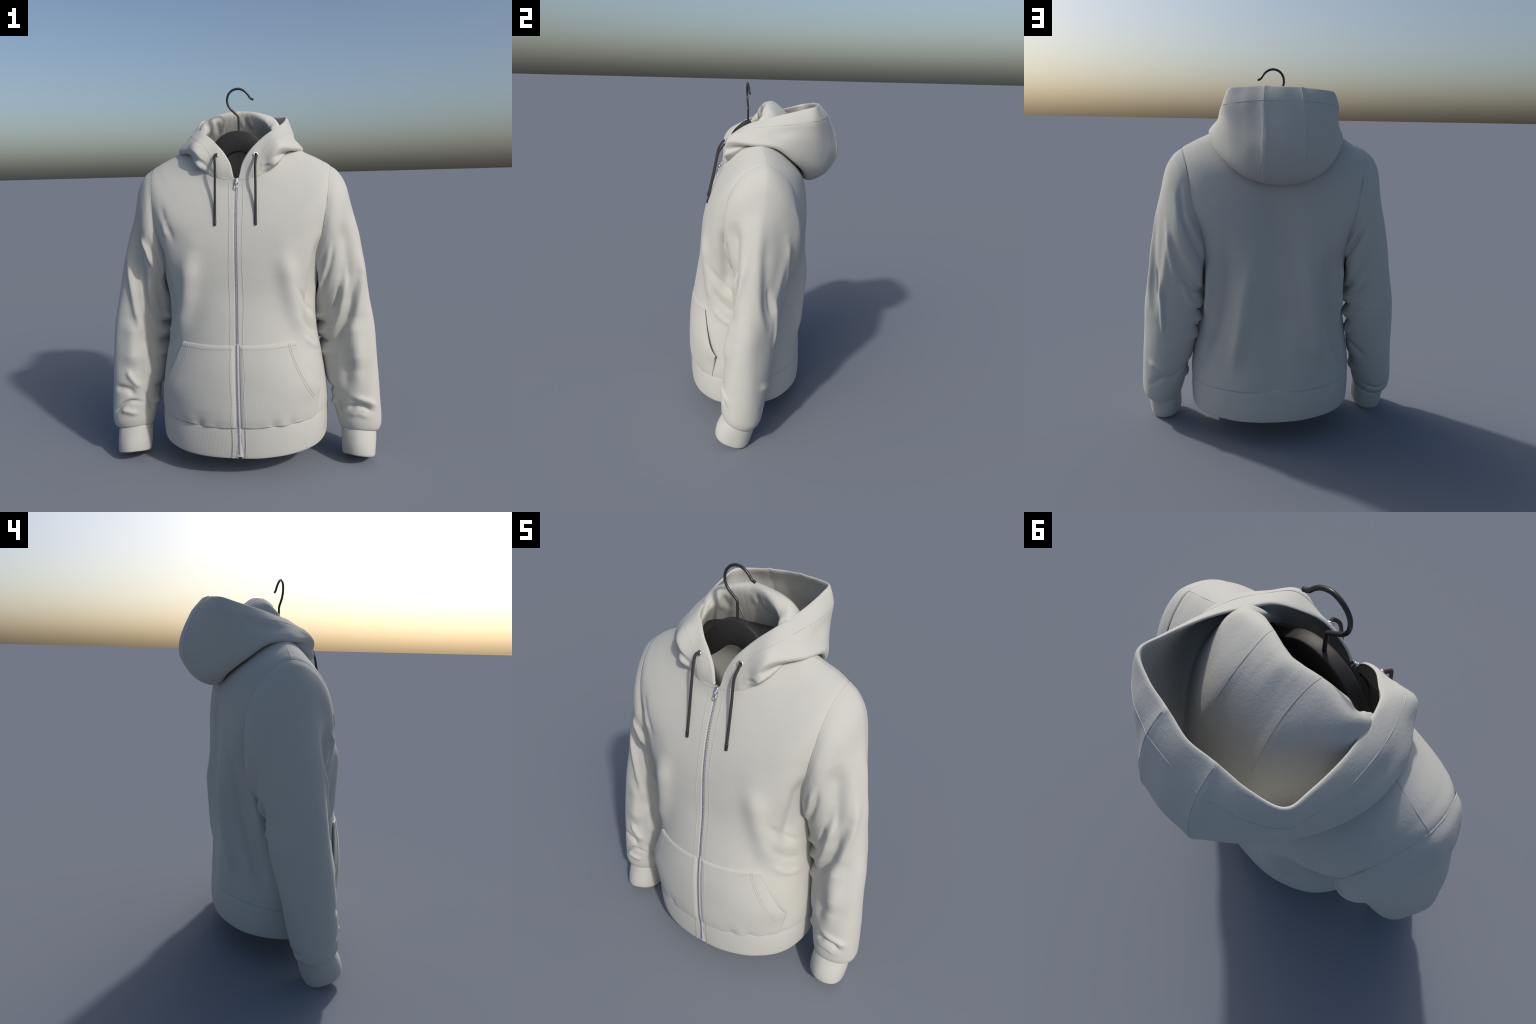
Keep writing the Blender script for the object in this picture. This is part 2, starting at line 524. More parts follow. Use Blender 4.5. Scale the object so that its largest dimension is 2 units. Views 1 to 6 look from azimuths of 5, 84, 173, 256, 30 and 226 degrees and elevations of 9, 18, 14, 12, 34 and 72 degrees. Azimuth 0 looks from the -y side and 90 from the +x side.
def sew_to_body(S):
    """Bring the first ring of a sleeve onto the torso surface and ease the rest after it."""
    off = []
    for p in S[0]:
        loc, n, i, t = BODY_BVH.find_nearest(Vector(p))
        off.append(np.array(loc) - p)
    off = np.array(off)
    nt = S.shape[0]
    w = np.clip(1 - np.arange(nt) / (nt * 0.30), 0, 1)
    w = w * w * (3 - 2 * w)
    return S + off[None] * w[:, None, None]


SLEEVE_FOLDS_RIGHT = [
    ([(.560, -.19, 1.32), (.570, -.19, 1.18), (.560, -.18, 1.04), (.530, -.18, .92)], .045, -.018),  # sunken upper front
    ([(.585, -.18, .80), (.595, -.20, .66), (.600, -.22, .50)], .05, .021),  # full forearm
    ([(.440, -.13, .79), (.405, -.03, .775), (.430, .06, .80)], .016, .014),  # inner elbow bunching
    ([(.450, -.13, .745), (.412, -.03, .730), (.440, .06, .745)], .014, -.016),
    ([(.455, -.14, .695), (.415, -.03, .680), (.445, .05, .690)], .016, .014),
    ([(.460, -.15, .645), (.425, -.04, .630), (.455, .04, .640)], .014, -.014),
    ([(.470, -.15, .585), (.435, -.04, .570), (.470, .03, .585)], .018, .010),
    ([(.495, -.18, .400), (.475, -.10, .380), (.500, -.03, .370)], .018, -.010),
    ([(.510, -.18, .320), (.490, -.11, .300), (.520, -.05, .290)], .016, .010),
    ([(.627, -.153, 1.006), (.593, -.181, .915), (.567, -.185, .798), (.509, -.174, .662), (.468, -.145, .575)], 0.026, -0.016),  # R elbow valley
    ([(.568, -.196, 1.089), (.547, -.199, .931), (.509, -.18, .785), (.468, -.143, .686), (.44, -.109, .631)], 0.018, 0.012),  # R elbow ridge
    ([(.631, -.113, 1.139), (.639, -.141, .993), (.62, -.169, .869), (.588, -.185, .743)], 0.022, 0.008),  # R outer ridge
    ([(.518, -.209, .965), (.491, -.187, .853), (.458, -.158, .807)], 0.012, -0.009),  # R short valley
    ([(.472, -.231, 1.189), (.449, -.219, 1.073), (.417, -.151, .975)], 0.014, 0.008),  # R inner ridge
    ([(.498, -.227, 1.198), (.477, -.224, 1.074), (.431, -.178, .948), (.411, -.133, .884)], 0.014, -0.008),  # R inner valley
    ([(.488, -.176, .806), (.458, -.139, .73), (.432, -.105, .698)], 0.012, 0.008),  # R inner ridge2
    ([(.619, -.182, .72), (.622, -.21, .564), (.604, -.237, .408)], 0.03, 0.006),  # R lower ridge
    ([(.55, -.192, .657), (.559, -.213, .532), (.537, -.215, .398)], 0.03, -0.008),  # R lower valley
    ([(.551, -.221, .297), (.593, -.242, .323), (.645, -.242, .321), (.691, -.229, .288)], 0.013, -0.014),  # R cuff valley
    ([(.558, -.225, .267), (.614, -.247, .284), (.678, -.239, .258)], 0.013, 0.003),  # R cuff ridge
    ([(.573, -.234, .379), (.625, -.241, .365), (.678, -.229, .344), (.713, -.208, .307)], 0.016, 0.008),  # R cuff ridge up
    ([(.508, -.179, .337), (.523, -.194, .298), (.528, -.194, .252)], 0.012, -0.008),  # R cuff valley side
    ([(.598, -.051, 1.351), (.636, -.048, 1.182), (.666, -.045, 1.03), (.7, -.029, .854), (.682, .019, .683)], 0.032, 0.009),  # R side ridge v2
    ([(.619, -.026, 1.262), (.656, -.02, 1.081), (.685, .003, .87), (.671, .034, .747)], 0.04, -0.008),  # R side valley v2
    ([(.563, .099, 1.268), (.573, .109, 1.095), (.606, .083, .949), (.636, .063, .789), (.644, .04, .615)], 0.032, 0.007),  # R back ridge v2
    ([(.47, .161, 1.301), (.432, .171, 1.203), (.387, .141, 1.048)], 0.02, 0.01),  # R arm ridge
    ([(.476, .139, 1.423), (.478, .155, 1.327), (.459, .168, 1.203), (.417, .157, 1.089), (.393, .123, .995)], 0.018, -0.01),  # R arm valley
    ([(.634, .059, .913), (.62, .074, .758), (.613, .049, .574)], 0.014, 0.009),  # R back ridge
    ([(.659, .017, .98), (.657, .041, .848), (.649, .053, .782)], 0.014, -0.006),  # R back valley
    ([(.56, .112, 1.211), (.554, .126, 1.084), (.532, .125, .911)], 0.02, 0.007),  # R back ridge2
    ([(.398, .022, .837), (.451, .099, .882), (.503, .134, .952)], 0.016, -0.009),  # R back elbow
    ([(.409, .008, .75), (.445, .066, .791), (.487, .116, .888)], 0.016, 0.008),  # R back elbow2
    ([(.694, -.033, .256), (.628, .006, .307), (.559, -.011, .318), (.509, -.036, .37)], 0.016, -0.009),  # R back cuff
    ([(.709, -.04, .398), (.635, .012, .365), (.567, .005, .359)], 0.02, 0.007),  # R back cuff2
]
SLEEVE_FOLDS_LEFT = [
    ([(-.560, -.19, 1.32), (-.570, -.19, 1.18), (-.560, -.18, 1.04), (-.530, -.18, .92)], .045, -.018),  # sunken upper front
    ([(-.585, -.18, .80), (-.595, -.20, .66), (-.600, -.22, .50)], .05, .021),  # full forearm
    ([(-.440, -.13, .79), (-.405, -.03, .775), (-.430, .06, .80)], .016, .014),  # inner elbow bunching
    ([(-.450, -.13, .745), (-.412, -.03, .730), (-.440, .06, .745)], .014, -.016),
    ([(-.455, -.14, .695), (-.415, -.03, .680), (-.445, .05, .690)], .016, .014),
    ([(-.460, -.15, .645), (-.425, -.04, .630), (-.455, .04, .640)], .014, -.014),
    ([(-.470, -.15, .585), (-.435, -.04, .570), (-.470, .03, .585)], .018, .010),
    ([(-.495, -.18, .400), (-.475, -.10, .380), (-.500, -.03, .370)], .018, -.010),
    ([(-.510, -.18, .320), (-.490, -.11, .300), (-.520, -.05, .290)], .016, .010),
    ([(-.521, -.215, 1.255), (-.486, -.229, 1.172), (-.462, -.221, 1.063)], 0.012, 0.009),  # L ridge a
    ([(-.618, -.139, 1.139), (-.599, -.178, 1.001), (-.575, -.184, .824), (-.538, -.186, .689)], 0.02, 0.013),  # L ridge b
    ([(-.553, -.2, 1.201), (-.532, -.211, 1.04), (-.512, -.197, .883), (-.481, -.157, .737)], 0.018, -0.012),  # L valley b
    ([(-.495, -.217, 1.019), (-.492, -.199, .905), (-.477, -.168, .797)], 0.014, 0.01),  # L ridge c
    ([(-.463, -.219, 1.052), (-.443, -.179, .923), (-.421, -.116, .783)], 0.016, -0.008),  # L valley c
    ([(-.472, -.229, 1.235), (-.436, -.215, 1.083), (-.411, -.133, .912)], 0.016, -0.009),  # L valley a
    ([(-.528, -.183, .677), (-.524, -.196, .544), (-.538, -.214, .447)], 0.022, 0.008),  # L lower ridge
    ([(-.637, -.216, .516), (-.605, -.23, .464), (-.554, -.225, .405)], 0.016, 0.009),  # L lower ridge2
    ([(-.704, -.198, .405), (-.635, -.234, .408), (-.581, -.237, .364)], 0.018, -0.01),  # L lower valley
    ([(-.676, -.236, .293), (-.633, -.247, .286), (-.576, -.236, .27)], 0.016, 0.008),  # L cuff lump
    ([(-.723, -.205, .254), (-.656, -.24, .32), (-.608, -.244, .343), (-.553, -.223, .329)], 0.01, -0.011),  # L cuff valley
    ([(-.54, -.217, .39), (-.518, -.19, .321), (-.515, -.172, .253)], 0.016, -0.008),  # L cuff valley2
    ([(-.484, .16, 1.243), (-.422, .164, 1.13), (-.407, -.013, .925)], 0.013, -0.012),  # L back crease
    ([(-.452, .168, 1.254), (-.402, .164, 1.139), (-.412, -.064, .964)], 0.014, 0.008),  # L back ridge
    ([(-.51, .122, .891), (-.463, .087, .819), (-.406, .016, .787)], 0.016, -0.01),  # L back valley2
    ([(-.42, .098, .926), (-.418, .06, .853), (-.392, .001, .824)], 0.018, -0.012),  # L back hole
    ([(-.514, .133, .944), (-.464, .107, .887), (-.436, .072, .835)], 0.016, 0.008),  # L back ridge2
    ([(-.513, .098, .78), (-.466, .058, .725), (-.424, .018, .723)], 0.016, 0.008),  # L back ridge3
    ([(-.451, -.05, .509), (-.487, -.015, .478), (-.55, .007, .395)], 0.02, -0.009),  # L back low
    ([(-.554, -.05, .204), (-.649, -.026, .177), (-.712, -.055, .207)], 0.014, -0.008),  # L back cuff
]
sleeves = []
for side in (1, -1):
    S = sew_to_body(sleeve_surface(SLEEVE, 330, 240, side, SLEEVE_ROUND))
    n = grid_normals(S, True)
    ctr = S.mean(1, keepdims=True)
    if ((S - ctr) * n).sum(-1).mean() < 0:
        n = -n
    S = apply_folds(S, n, SLEEVE_FOLDS_RIGHT if side > 0 else SLEEVE_FOLDS_LEFT, 1.45)
    S = ripple(S, n, .0045, (9, 9, 5), 3.0 * side)
    f = grid_faces(S.shape[0], S.shape[1], True)
    if side < 0:
        f = f[:, ::-1]
    so = mesh_obj("sleeve", S, f, MAT_FLEECE, jacket)
    C = sleeve_surface(CUFF, 60, 200, side, [(2.1,) * 4] * 2)
    C = ripple(C, grid_normals(C, True), .006, (13, 13, 4), 5.0 * side)
    f = grid_faces(C.shape[0], C.shape[1], True)
    if side < 0:
        f = f[:, ::-1]
    co = mesh_obj("cuff", C, f, MAT_CUFF, so)
    sleeves.append((so, S))

# ------------------------------------------------------------------ hood
# each station: profile from the neck seam, under the sagging bag, up the outside
# to the rim, down the inside of the bag, over the collar roll, back to the neck.
def front_station(neck, rim, bulge):
    n, r = np.array(neck), np.array(rim)
    out = np.array([0.5, -0.8, 0.0]) / np.linalg.norm([0.5, -0.8, 0.0])
    ts = np.linspace(0, 1, 9)
    outer = [n + (r - n) * t + out * bulge * math.sin(math.pi * t) for t in ts]
    thick = np.array([-.004, .009, -.001])
    tin = np.linspace(1, 0, 9)
    inner = [n + (r - n) * t + out * bulge * math.sin(math.pi * t) + thick for t in tin]
    return outer + inner


ST = []
ST.append(front_station((.017, -.236, 1.532), (.017, -.234, 1.545), 0))
ST.append(front_station((.060, -.230, 1.538), (.033, -.218, 1.612), .004))
ST.append(front_station((.102, -.226, 1.541), (.066, -.200, 1.669), .014))
ST.append(front_station((.142, -.212, 1.556), (.105, -.178, 1.712), .024))
# P0..P8 outer, P9..P17 inner
ST.append([(.185, -.190, 1.580), (.199, -.222, 1.600), (.198, -.214, 1.632), (.203, -.218, 1.656), (.214, -.212, 1.678),
           (.212, -.196, 1.703), (.198, -.178, 1.722), (.175, -.155, 1.738), (.148, -.136, 1.752),
           (.138, -.132, 1.748), (.150, -.140, 1.735), (.160, -.147, 1.715), (.165, -.150, 1.700), (.170, -.155, 1.680),
           (.172, -.160, 1.660), (.172, -.165, 1.640), (.172, -.170, 1.615), (.175, -.178, 1.580)])
ST.append([(.222, -.143, 1.612), (.234, -.156, 1.633), (.235, -.146, 1.653), (.252, -.152, 1.668), (.266, -.146, 1.686),
           (.260, -.132, 1.708), (.248, -.114, 1.732), (.222, -.097, 1.758), (.192, -.079, 1.786),
           (.181, -.078, 1.782), (.188, -.084, 1.770), (.195, -.090, 1.755), (.200, -.094, 1.740), (.202, -.098, 1.725),
           (.204, -.103, 1.705), (.205, -.110, 1.680), (.206, -.120, 1.650), (.210, -.130, 1.612)])
ST.append([(.240, -.060, 1.665), (.258, -.060, 1.676), (.280, -.056, 1.672), (.308, -.066, 1.666), (.322, -.062, 1.682),
           (.313, -.048, 1.706), (.290, -.032, 1.735), (.262, -.012, 1.772), (.222, .000, 1.808),
           (.211, -.001, 1.805), (.222, -.008, 1.775), (.232, -.020, 1.745), (.236, -.030, 1.730), (.230, -.032, 1.745),
           (.222, -.030, 1.768), (.204, -.036, 1.788), (.176, -.050, 1.768), (.212, -.060, 1.665)])
ST.append([(.238, .030, 1.697), (.265, .040, 1.690), (.300, .050, 1.672), (.330, .055, 1.655), (.342, .060, 1.673),
           (.326, .066, 1.700), (.298, .080, 1.735), (.283, .094, 1.780), (.245, .092, 1.832),
           (.234, .090, 1.829), (.268, .085, 1.780), (.300, .066, 1.710), (.278, .052, 1.695), (.245, .045, 1.745),
           (.225, .025, 1.795), (.195, -.005, 1.827), (.164, -.018, 1.790), (.218, .015, 1.700)])
ST.append([(.200, .118, 1.702), (.235, .130, 1.660), (.275, .145, 1.610), (.300, .158, 1.583), (.312, .172, 1.618),
           (.302, .182, 1.685), (.288, .192, 1.745), (.280, .198, 1.797), (.254, .200, 1.859),
           (.243, .195, 1.856), (.270, .192, 1.795), (.290, .176, 1.690), (.262, .150, 1.635), (.222, .125, 1.735),
           (.200, .070, 1.820), (.174, .025, 1.857), (.138, -.010, 1.824), (.170, .070, 1.702)])
ST.append([(.150, .150, 1.704), (.175, .185, 1.600), (.200, .215, 1.535), (.230, .238, 1.512), (.250, .270, 1.555),
           (.252, .288, 1.645), (.257, .293, 1.735), (.265, .286, 1.805), (.247, .272, 1.876),
           (.237, .264, 1.873), (.256, .276, 1.800), (.243, .277, 1.670), (.205, .235, 1.570), (.160, .205, 1.705),
           (.138, .125, 1.822), (.120, .038, 1.877), (.104, .004, 1.842), (.130, .090, 1.704)])
ST.append([(.105, .160, 1.706), (.125, .200, 1.580), (.143, .235, 1.490), (.162, .272, 1.468), (.178, .340, 1.510),
           (.180, .372, 1.610), (.182, .372, 1.700), (.186, .350, 1.810), (.172, .306, 1.882),
           (.166, .296, 1.879), (.180, .338, 1.805), (.171, .358, 1.640), (.150, .298, 1.520), (.110, .235, 1.700),
           (.092, .145, 1.825), (.080, .048, 1.885), (.070, .016, 1.856), (.098, .096, 1.706)])
ST.append([(.050, .165, 1.707), (.062, .208, 1.575), (.075, .245, 1.468), (.085, .292, 1.444), (.092, .382, 1.490),
           (.096, .444, 1.590), (.092, .438, 1.692), (.094, .384, 1.815), (.084, .322, 1.887),
           (.080, .311, 1.883), (.089, .370, 1.805), (.089, .428, 1.630), (.076, .325, 1.498), (.052, .240, 1.695),
           (.045, .145, 1.828), (.040, .058, 1.891), (.036, .025, 1.860), (.050, .098, 1.708)])
ST.append([(.000, .167, 1.708), (.000, .210, 1.570), (.000, .248, 1.460), (.000, .296, 1.437), (.000, .388, 1.485),
           (.000, .453, 1.590), (.000, .448, 1.692), (.000, .388, 1.814), (.000, .334, 1.885),
           (.000, .322, 1.882), (.000, .374, 1.805), (.000, .438, 1.630), (.000, .330, 1.490), (.000, .242, 1.693),
           (.000, .145, 1.830), (.000, .066, 1.894), (.000, .030, 1.862), (.000, .098, 1.708)])
ST = np.array([np.array(s) for s in ST])
# crisp corners where the flat centre panel meets the side panels of the hood
ST = np.concatenate([ST[:-2], [.25 * ST[-3] + .75 * ST[-2]], ST[-2:-1], [.75 * ST[-2] + .25 * ST[-1]], ST[-1:]])
ST[-3, 8:10, 2] += .002
mirror = ST[:-1][::-1] * np.array([-1, 1, 1])
ST[:, 7:11, 2] -= np.array([0, .005, .005, .002])          # rim sits a touch lower
ST[8:, 8:10, 1] += .005
mirror = ST[:-1][::-1] * np.array([-1, 1, 1])
mirror[:10, 6:11, 2] -= np.array([.002, .004, .007, .007, .005]) * np.array([.2, .3, .45, .6, .9, 1, 1, .8, .4, .2])[:, None]   # droops on this side
ALL = np.concatenate([ST, mirror])
NS, NP = 340, 220
hood_g = spline(ALL, NS)                                   # along the opening
hood_g = spline(hood_g.transpose(1, 0, 2), NP).transpose(1, 0, 2)
hn = grid_normals(hood_g)
if hn[NS // 2, int(NP * 5.5 / 17)][1] < 0:
    hn = -hn
HOOD_FOLDS = [
    ([(-.155, -.008, 1.837), (-.165, -.021, 1.796), (-.144, -.133, 1.753)], 0.012, -0.01),  # collar valley
    ([(-.142, -.005, 1.842), (-.151, .01, 1.803), (-.152, .053, 1.765)], 0.014, 0.008),  # collar ridge
    ([(-.125, .003, 1.842), (-.125, .028, 1.809), (-.116, .064, 1.775)], 0.012, -0.008),  # collar valley
    ([(-.102, .009, 1.857), (-.099, .035, 1.819)], 0.014, 0.005),  # collar ridge
    ([(.024, .032, 1.865), (.035, .046, 1.831), (.058, .071, 1.785)], 0.014, -0.01),  # collar valley
    ([(.008, .035, 1.866), (.012, .058, 1.817)], 0.02, 0.006),  # collar ridge
    ([(.063, .033, 1.844), (.07, .056, 1.805)], 0.014, 0.008),  # collar ridge
    ([(.164, -.007, 1.832), (.14, .026, 1.8), (.127, .061, 1.772)], 0.016, -0.008),  # collar valley
    ([(.151, -.208, 1.625), (.132, -.212, 1.601), (.117, -.216, 1.599)], 0.012, 0.006),  # front lump
    ([(.19, -.21, 1.6), (.151, -.21, 1.589), (.122, -.215, 1.597)], 0.01, -0.008),  # front crease
    ([(.195, -.199, 1.638), (.18, -.208, 1.614), (.156, -.21, 1.596)], 0.01, 0.006),  # front lip
    ([(-.193, -.2, 1.635), (-.153, -.21, 1.6), (-.118, -.218, 1.57)], 0.01, -0.004),  # neck crease
]
hood_g = apply_folds(hood_g, hn, HOOD_FOLDS, .6)
hfz = grid_faces(NS, NP)
hvn = vertex_normals(hood_g, hfz)
if hvn[(NS // 2) * NP + int(NP * 5.5 / 17)][1] < 0:
    hfz = hfz[:, ::-1]
    hvn = -hvn
pr = (hfz.min(1)) % NP / (NP - 1) * 17
hood = split_obj("hood", hood_g, hfz, hvn, pr < 7.2, MAT_FLEECE, jacket)
hood_band = split_obj("hood_band", hood_g, hfz, hvn, (pr >= 7.2) & (pr < 9.8), MAT_FLEECE, hood)
lining = split_obj("hood_lining", hood_g, hfz, hvn, pr >= 9.8, MAT_FLEECE, hood)
HOOD_BVH = BVHTree.FromPolygons([Vector(v) for v in hood_g.reshape(-1, 3)], [tuple(int(i) for i in f) for f in hfz])

# ------------------------------------------------------------------ zipper
zip_root = empty("zipper", jacket, (0, 0, 0))
zs = np.linspace(1.528, 0.135, 200)
zy = np.array([(drop(.03, z)[1] + drop(-.03, z)[1]) / 2 if z > .30 else -.438 for z in zs])
cols = np.array([[-.022, .010], [-.012, .006], [-.006, .0045], [0, .004], [.006, .0045], [.012, .006], [.022, .010]])
tape = np.array([[[cx, y + cy - (.0015 if z > .72 else .0055), z] for cx, cy in cols] for z, y in zip(zs, zy)])
mesh_obj("zipper_tape", tape, grid_faces(200, 7), MAT_TAPE, zip_root)
tp = []
for i in range(232):
    z = 1.49 - i * 0.0058
    y = np.interp(z, zs[::-1], zy[::-1])
    sx = 1 if i % 2 else -1
    w, h, d = .0032, .0016, .0025
    cx, cy = sx * .0012, y + (.0025 if z > .72 else -.0015)
    v = np.array([[cx + a * w, cy + b * d, z + c * h] for a in (-1, 1) for b in (-1, 1) for c in (-1, 1)])
    fcs = np.array([[0, 1, 3, 2], [4, 6, 7, 5], [0, 4, 5, 1], [2, 3, 7, 6], [0, 2, 6, 4], [1, 5, 7, 3]])
    tp.append((v, fcs))
tv, tf = join(tp)
teeth = mesh_obj("zipper_teeth", tv, tf, MAT_TEETH, zip_root, smooth=False)
teeth["kind"] = "stuff"


def rounded_box(name, c, s, bev, mat, parent, rot=(0, 0, 0)):
    import bmesh
    me = bpy.data.meshes.new(name)
    bm = bmesh.new()
    bmesh.ops.create_cube(bm, size=1)
    for v in bm.verts:
        v.co = Vector((v.co.x * s[0], v.co.y * s[1], v.co.z * s[2]))
    bmesh.ops.bevel(bm, geom=list(bm.edges), offset=bev, segments=3, affect='EDGES', profile=0.5)
    for f in bm.faces:
        f.smooth = True
    bm.to_mesh(me)
    bm.free()
    me.materials.append(mat)
    o = bpy.data.objects.new(name, me)
    o.location = c
    o.rotation_euler = rot
    return link(o, parent)


rounded_box("zipper_slider", (.001, -.2395, 1.523), (.017, .012, .026), .004, MAT_SILVER, zip_root, (math.radians(-25), 0, 0))
a = np.linspace(0, 2 * math.pi, 28)
loop = np.stack([.001 + .0062 * np.sin(a), -.2575 + 0 * a, 1.492 + .0085 * np.cos(a)], 1)
loop[:, 1] += (loop[:, 2] - 1.492) * 0.35
v1 = tube(loop, .0021, 8, False)
stem = tube(np.array([[.001, -.2465, 1.520], [.001, -.2525, 1.510], [.001, -.2545, 1.498]]), [.0042, .0040, .0030], 10)
pv, pf = join([v1, stem])
mesh_obj("zipper_pull", pv, pf, MAT_SILVER, zip_root)

# ------------------------------------------------------------------ pockets
TOPZ = .714


def pocket_edge(z, zt=TOPZ, zb=.288):
    """x of the pocket's outer outline: slanted hand opening, then the short side edge."""
    if z > .445:
        return .286 + (.412 - .286) * ((zt - z) / (zt - .445)) ** 1.10
    return .412 + (.378 - .412) * (.445 - z) / (.445 - zb)


def pocket_gape(side, zs_):
    """How far the hand opening stands off the body, smoothed down its length."""
    g = []
    for z in zs_:
        y_edge = np.interp(z, [.449, .507, .564, .627, .695, .714], [-.306, -.321, -.332, -.341, -.348, -.352])
        d = min(0., y_edge - drop(side * pocket_edge(z), z, .006)[1])
        g.append(d * np.clip((z - .30) / .20, 0, 1))
    k = np.hanning(31)
    return np.convolve(np.pad(g, 15, 'edge'), k / k.sum(), 'valid')


def pocket(side):
    nx, nz = 110, 130
    x_in = 0.013
    G = np.zeros((nz, nx, 3))
    zt, zb = TOPZ, .288
    gapes = pocket_gape(side, np.linspace(zt, zb, nz))
    for i in range(nz):
        v = i / (nz - 1)
        z = zt + (zb - zt) * v
        xo = pocket_edge(z)
        gape = gapes[i]
        for j in range(nx):
            u = j / (nx - 1)
            x = x_in + (xo - x_in) * u
            edge = min(u * (xo - x_in), (z - zb) + .02, (zt - z) + .002)
            off = .0048 * min(1, max(0, edge) / .016 + .18)
            off += .003 * math.sin(math.pi * v) * math.sin(math.pi * u)
            p = drop(side * x, z, off)
            # the hand opening stands away from the body
            p[1] += gape * u ** 3.5
            G[i, j] = p
    # edge skirt so that the pocket has thickness
    inner = G.copy()
    rim = np.concatenate([G[0], G[1:, -1], G[-1, ::-1][1:], G[::-1, 0][1:-1]])
    skirt = []
    for p in rim:
        loc, n, i, t = BODY_BVH.find_nearest(Vector(p))
        slit = .43 < p[2] < TOPZ - .02 and abs(p[0]) > .20
        gap = np.array(loc) - p
        skirt.append(p + gap * (min(1, .007 / max(1e-6, np.linalg.norm(gap))) if slit else 1.15))
    nv = nx * nz
    idx = np.arange(nv).reshape(nz, nx)
    ring = np.concatenate([idx[0], idx[1:, -1], idx[-1, ::-1][1:], idx[::-1, 0][1:-1]])
    sk = nv + np.arange(len(ring))
    sf = np.stack([ring, np.roll(ring, -1), np.roll(sk, -1), sk], 1)
    V = np.concatenate([G.reshape(-1, 3), np.array(skirt)])
    F = np.concatenate([grid_faces(nz, nx), sf[:, ::-1]])
    if side > 0:
        F = F[:, ::-1]
    o = mesh_obj("pocket", V, F, MAT_FLEECE, jacket)
    return o, G


pockets = [pocket(1), pocket(-1)]

# ------------------------------------------------------------------ stitching
def shaded_lines(name, lines, parent, r=.0016):  # tubes along stitches and seams; their dark colour replaces the grooves' shade
    parts = [tube(l, [r * (.55 + .75 * noise.noise(Vector(p * 22))) if r > .0017 else r for p in l], 6) for l in lines]
    v, f = join(parts)
    o = mesh_obj(name, v, f, MAT_SEAM_SHADE, parent)
    o["kind"] = "stuff"
    return o


for side, (po, G) in zip((1, -1), pockets):
    bv = BVHTree.FromPolygons([Vector(v) for v in G.reshape(-1, 3)], [tuple(int(i) for i in f) for f in grid_faces(*G.shape[:2])])

    def on_pocket(x, z):
        loc, n, i, t = bv.ray_cast(Vector((side * x, -1, z)), Vector((0, 1, 0)))
        return None if loc is None else np.array(loc) + np.array([0, .0004, 0])

    lines = []
    for pts in (
        [(x, TOPZ - .020 + .002 * math.sin(30 * x)) for x in np.linspace(.02, .298, 60)],
        [(.262 + (.385 - .262) * t ** 1.35, TOPZ - .004 - (TOPZ - .422) * t) for t in np.linspace(0, 1, 60)],
        [(.254 + (.378 - .254) * t ** 1.35, TOPZ - .004 - (TOPZ - .414) * t) for t in np.linspace(0, 1, 60)],
        [(.034 + .003 * math.sin(z * 25), z) for z in np.linspace(TOPZ - .004, .295, 60)],
    ):
        l = [on_pocket(*p) for p in pts]
        l = np.array([p for p in l if p is not None])
        if len(l) > 3:
            lines.append(l)
    shaded_lines("stitch_shade_lines", lines, po)

lines = []
for side in (1, -1):
    lines.append(np.array([drop(side * (.033 + .003 * math.sin(z * 14 + side)), z, 0) for z in np.linspace(1.515, .72, 150)]))
    # second row below the neck seam
    l = []
    k = int(NT * 0.018)
    row = body[k]
    sel = range(4, int(NTH * .22)) if side > 0 else range(ncol - 5, ncol - int(NTH * .22), -1)
    l = row[list(sel)]
    lines.append(l)
shaded_lines("stitch_shade_lines", lines, jacket)
lines = []
for side in (1, -1):
    c = 2 + 10 if side > 0 else ncol - 3 - 10
    l = np.array([[side * .033, -.4405, z] for z in np.linspace(.282, .125, 20)])
    lines.append(l)
shaded_lines("stitch_shade_lines", lines, hem_o)


def on_hood(p):
    loc, n, i, t = HOOD_BVH.find_nearest(Vector(p))
    return np.array(loc)


OUT_BVH = BVHTree.FromPolygons([Vector(v) for v in hood_g.reshape(-1, 3)], [tuple(int(i) for i in f) for f in hfz[pr < 8.6]])


def lay(bvh, ctrl, n):
    """Curve through ctrl, laid onto a surface."""
    out = []
    for p in curve_pts(np.array(ctrl, float), n):
        loc, nn, i, t = bvh.find_nearest(Vector(p))
        out.append(np.array(loc))
    return np.array(out)


BAND_SEAM = [(.097, -.224, 1.545), (.104, -.218, 1.597), (.130, -.200, 1.646), (.165, -.185, 1.695), (.209, -.156, 1.726),
             (.237, -.094, 1.745), (.265, .000, 1.764), (.279, .100, 1.776), (.284, .196, 1.790), (.278, .245, 1.799),
             (.262, .292, 1.805), (.190, .350, 1.818), (.095, .383, 1.828), (.000, .388, 1.826)]
half = np.array(BAND_SEAM)
full = np.concatenate([half, (half * [-1, 1, 1])[::-1][1:]])
lines = [lay(OUT_BVH, full, 420)]
for xs_ in ([.086, .096, .101, .108, .110, .113], [-.082, -.084, -.089, -.097, -.098, -.098]):
    lines.append(lay(OUT_BVH, [(xs_[0], .325, 1.884), (xs_[1], .385, 1.826), (xs_[2], .425, 1.748), (xs_[3], .445, 1.670),
                               (xs_[4], .440, 1.570), (xs_[5], .360, 1.475)], 120))
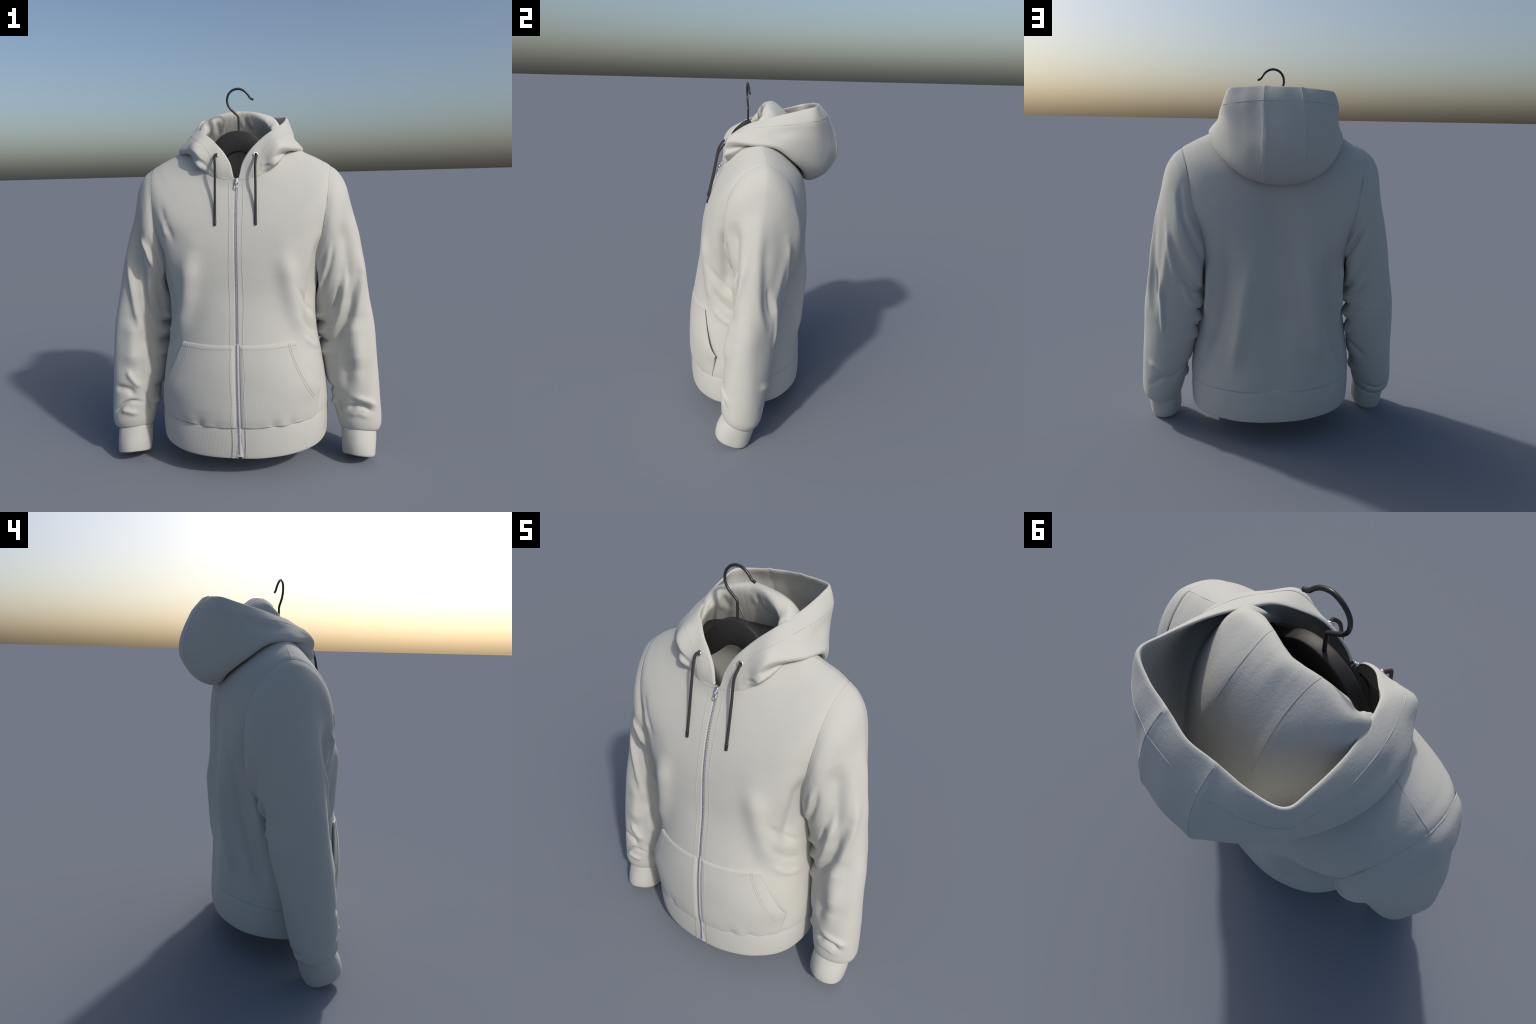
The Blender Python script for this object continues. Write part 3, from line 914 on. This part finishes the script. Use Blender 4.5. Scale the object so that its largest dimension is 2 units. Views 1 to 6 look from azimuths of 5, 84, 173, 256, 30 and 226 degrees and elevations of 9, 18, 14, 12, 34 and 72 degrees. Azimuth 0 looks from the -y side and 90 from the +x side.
# the same two seams run on over the folded-back neck of the hood
IN_BVH = BVHTree.FromPolygons([Vector(v) for v in hood_g.reshape(-1, 3)], [tuple(int(i) for i in f) for f in hfz[pr >= 12.6]])
for x0 in (.078, -.078):
    lines.append(lay(IN_BVH, [(x0 * .95, .105, 1.740), (x0, .022, 1.850), (x0, .055, 1.885), (x0, .130, 1.835), (x0 * 1.15, .230, 1.700)], 90))
shaded_lines("stitch_shade_lines", lines, hood, .0018)

for so, S in sleeves:
    k = 2
    top = np.roll(S[k], 60, axis=0)
    shaded_lines("stitch_shade_lines", [np.concatenate([top, top[:1]])], so, .0020)
# shoulder seams along the side line of the torso
for col in (2 + q, 2 + 3 * q):
    r1 = int(NT * 4.0 / (len(TORSO) - 1))
    shaded_lines("stitch_shade_lines", [body[4:r1, col]], back, .0020)

# ------------------------------------------------------------------ eyelets and drawstrings
for side in (1, -1):
    c = on_hood((side * .101, -.222, 1.656))
    nrm = np.array([side * .35, -.85, .35])
    nrm /= np.linalg.norm(nrm)
    u = np.cross(nrm, [0, 0, 1])
    u /= np.linalg.norm(u)
    w = np.cross(nrm, u)
    a = np.linspace(0, 2 * math.pi, 33)
    P = c + nrm * .001 + .0095 * (np.cos(a)[:, None] * u + np.sin(a)[:, None] * w)
    v, f = tube(P, .0042, 10, False)
    eye = mesh_obj("eyelet", v, f, MAT_SILVER, hood)
    ctrl = [c - nrm * .006, c + nrm * .006, c + nrm * .018 + np.array([0, -.004, -.012]),
            (side * .1015, -.258, 1.600), (side * .102, -.280, 1.500), (side * .102, -.300, 1.410), (side * .102, -.325, 1.305)]
    P = curve_pts(np.array([np.array(q_) for q_ in ctrl]), 90)
    r = np.full(90, .0062)
    v, f = tube(P[:84], r[:84], 12)
    cord = mesh_obj("drawstring", v, f, MAT_CORD, jacket)
    v, f = tube(P[82:], np.linspace(.0074, .0070, 8), 12)
    mesh_obj("drawstring_tip", v, f, MAT_AGLET, cord)

# ------------------------------------------------------------------ hanger
hanger = empty("clothes_hanger", None, (0, -.083, 1.56))
hanger["label"] = "dark wooden clothes hanger with curved wire hook"
hanger["category"] = "clothes hanger"
bx = np.array([0, .04, .08, .11, .13, .17, .24, .32, .40])
bz = np.array([1.780, 1.776, 1.760, 1.736, 1.710, 1.674, 1.645, 1.618, 1.588])
bb = np.array([1.674, 1.664, 1.632, 1.606, 1.592, 1.577, 1.566, 1.560, 1.555])
xs = np.linspace(-.40, .40, 121)
zt = np.interp(np.abs(xs), np.linspace(0, .40, 200), np.interp(np.linspace(0, .40, 200), bx, bz))
zl = np.interp(np.abs(xs), bx, bb)
ker = np.ones(7) / 7
zt = np.convolve(np.pad(zt, 3, 'edge'), ker, 'valid') + .001
zl = np.convolve(np.pad(zl, 3, 'edge'), ker, 'valid')
sec = []
hy, rb = .0205, .005
for x, t, b in zip(xs, zt, zl):
    prof = [(-hy, b + rb), (-hy + rb * .3, b + rb * .3), (-hy + rb, b), (hy - rb, b), (hy - rb * .3, b + rb * .3), (hy, b + rb),
            (hy, t - rb), (hy - rb * .3, t - rb * .3), (hy - rb, t), (-hy + rb, t), (-hy + rb * .3, t - rb * .3), (-hy, t - rb)]
    yo = -.083 + .04 * (abs(x) / .4) ** 2
    sec.append([(x, yo + py, pz) for py, pz in prof])
sec = np.array(sec)
sec = np.concatenate([sec[:1].mean(1, keepdims=True).repeat(12, 1), sec, sec[-1:].mean(1, keepdims=True).repeat(12, 1)])
loc0 = np.array([0, -.083, 1.56])
mesh_obj("hanger_board", sec - loc0, grid_faces(len(sec), 12, True), MAT_HANGER, hanger)
hook = [(.005, -.082, 1.760), (.005, -.082, 1.800), (.005, -.082, 1.836), (.002, -.082, 1.856), (-.018, -.083, 1.876), (-.040, -.084, 1.899),
        (-.0515, -.085, 1.928), (-.046, -.086, 1.962), (-.024, -.086, 1.986), (.008, -.086, 1.9935), (.036, -.084, 1.984),
        (.056, -.081, 1.966), (.070, -.079, 1.946), (.086, -.077, 1.937)]
v, f = tube(curve_pts(np.array(hook), 140) - loc0, .0060, 14)
mesh_obj("hanger_hook", v, f, MAT_HOOK, hanger)
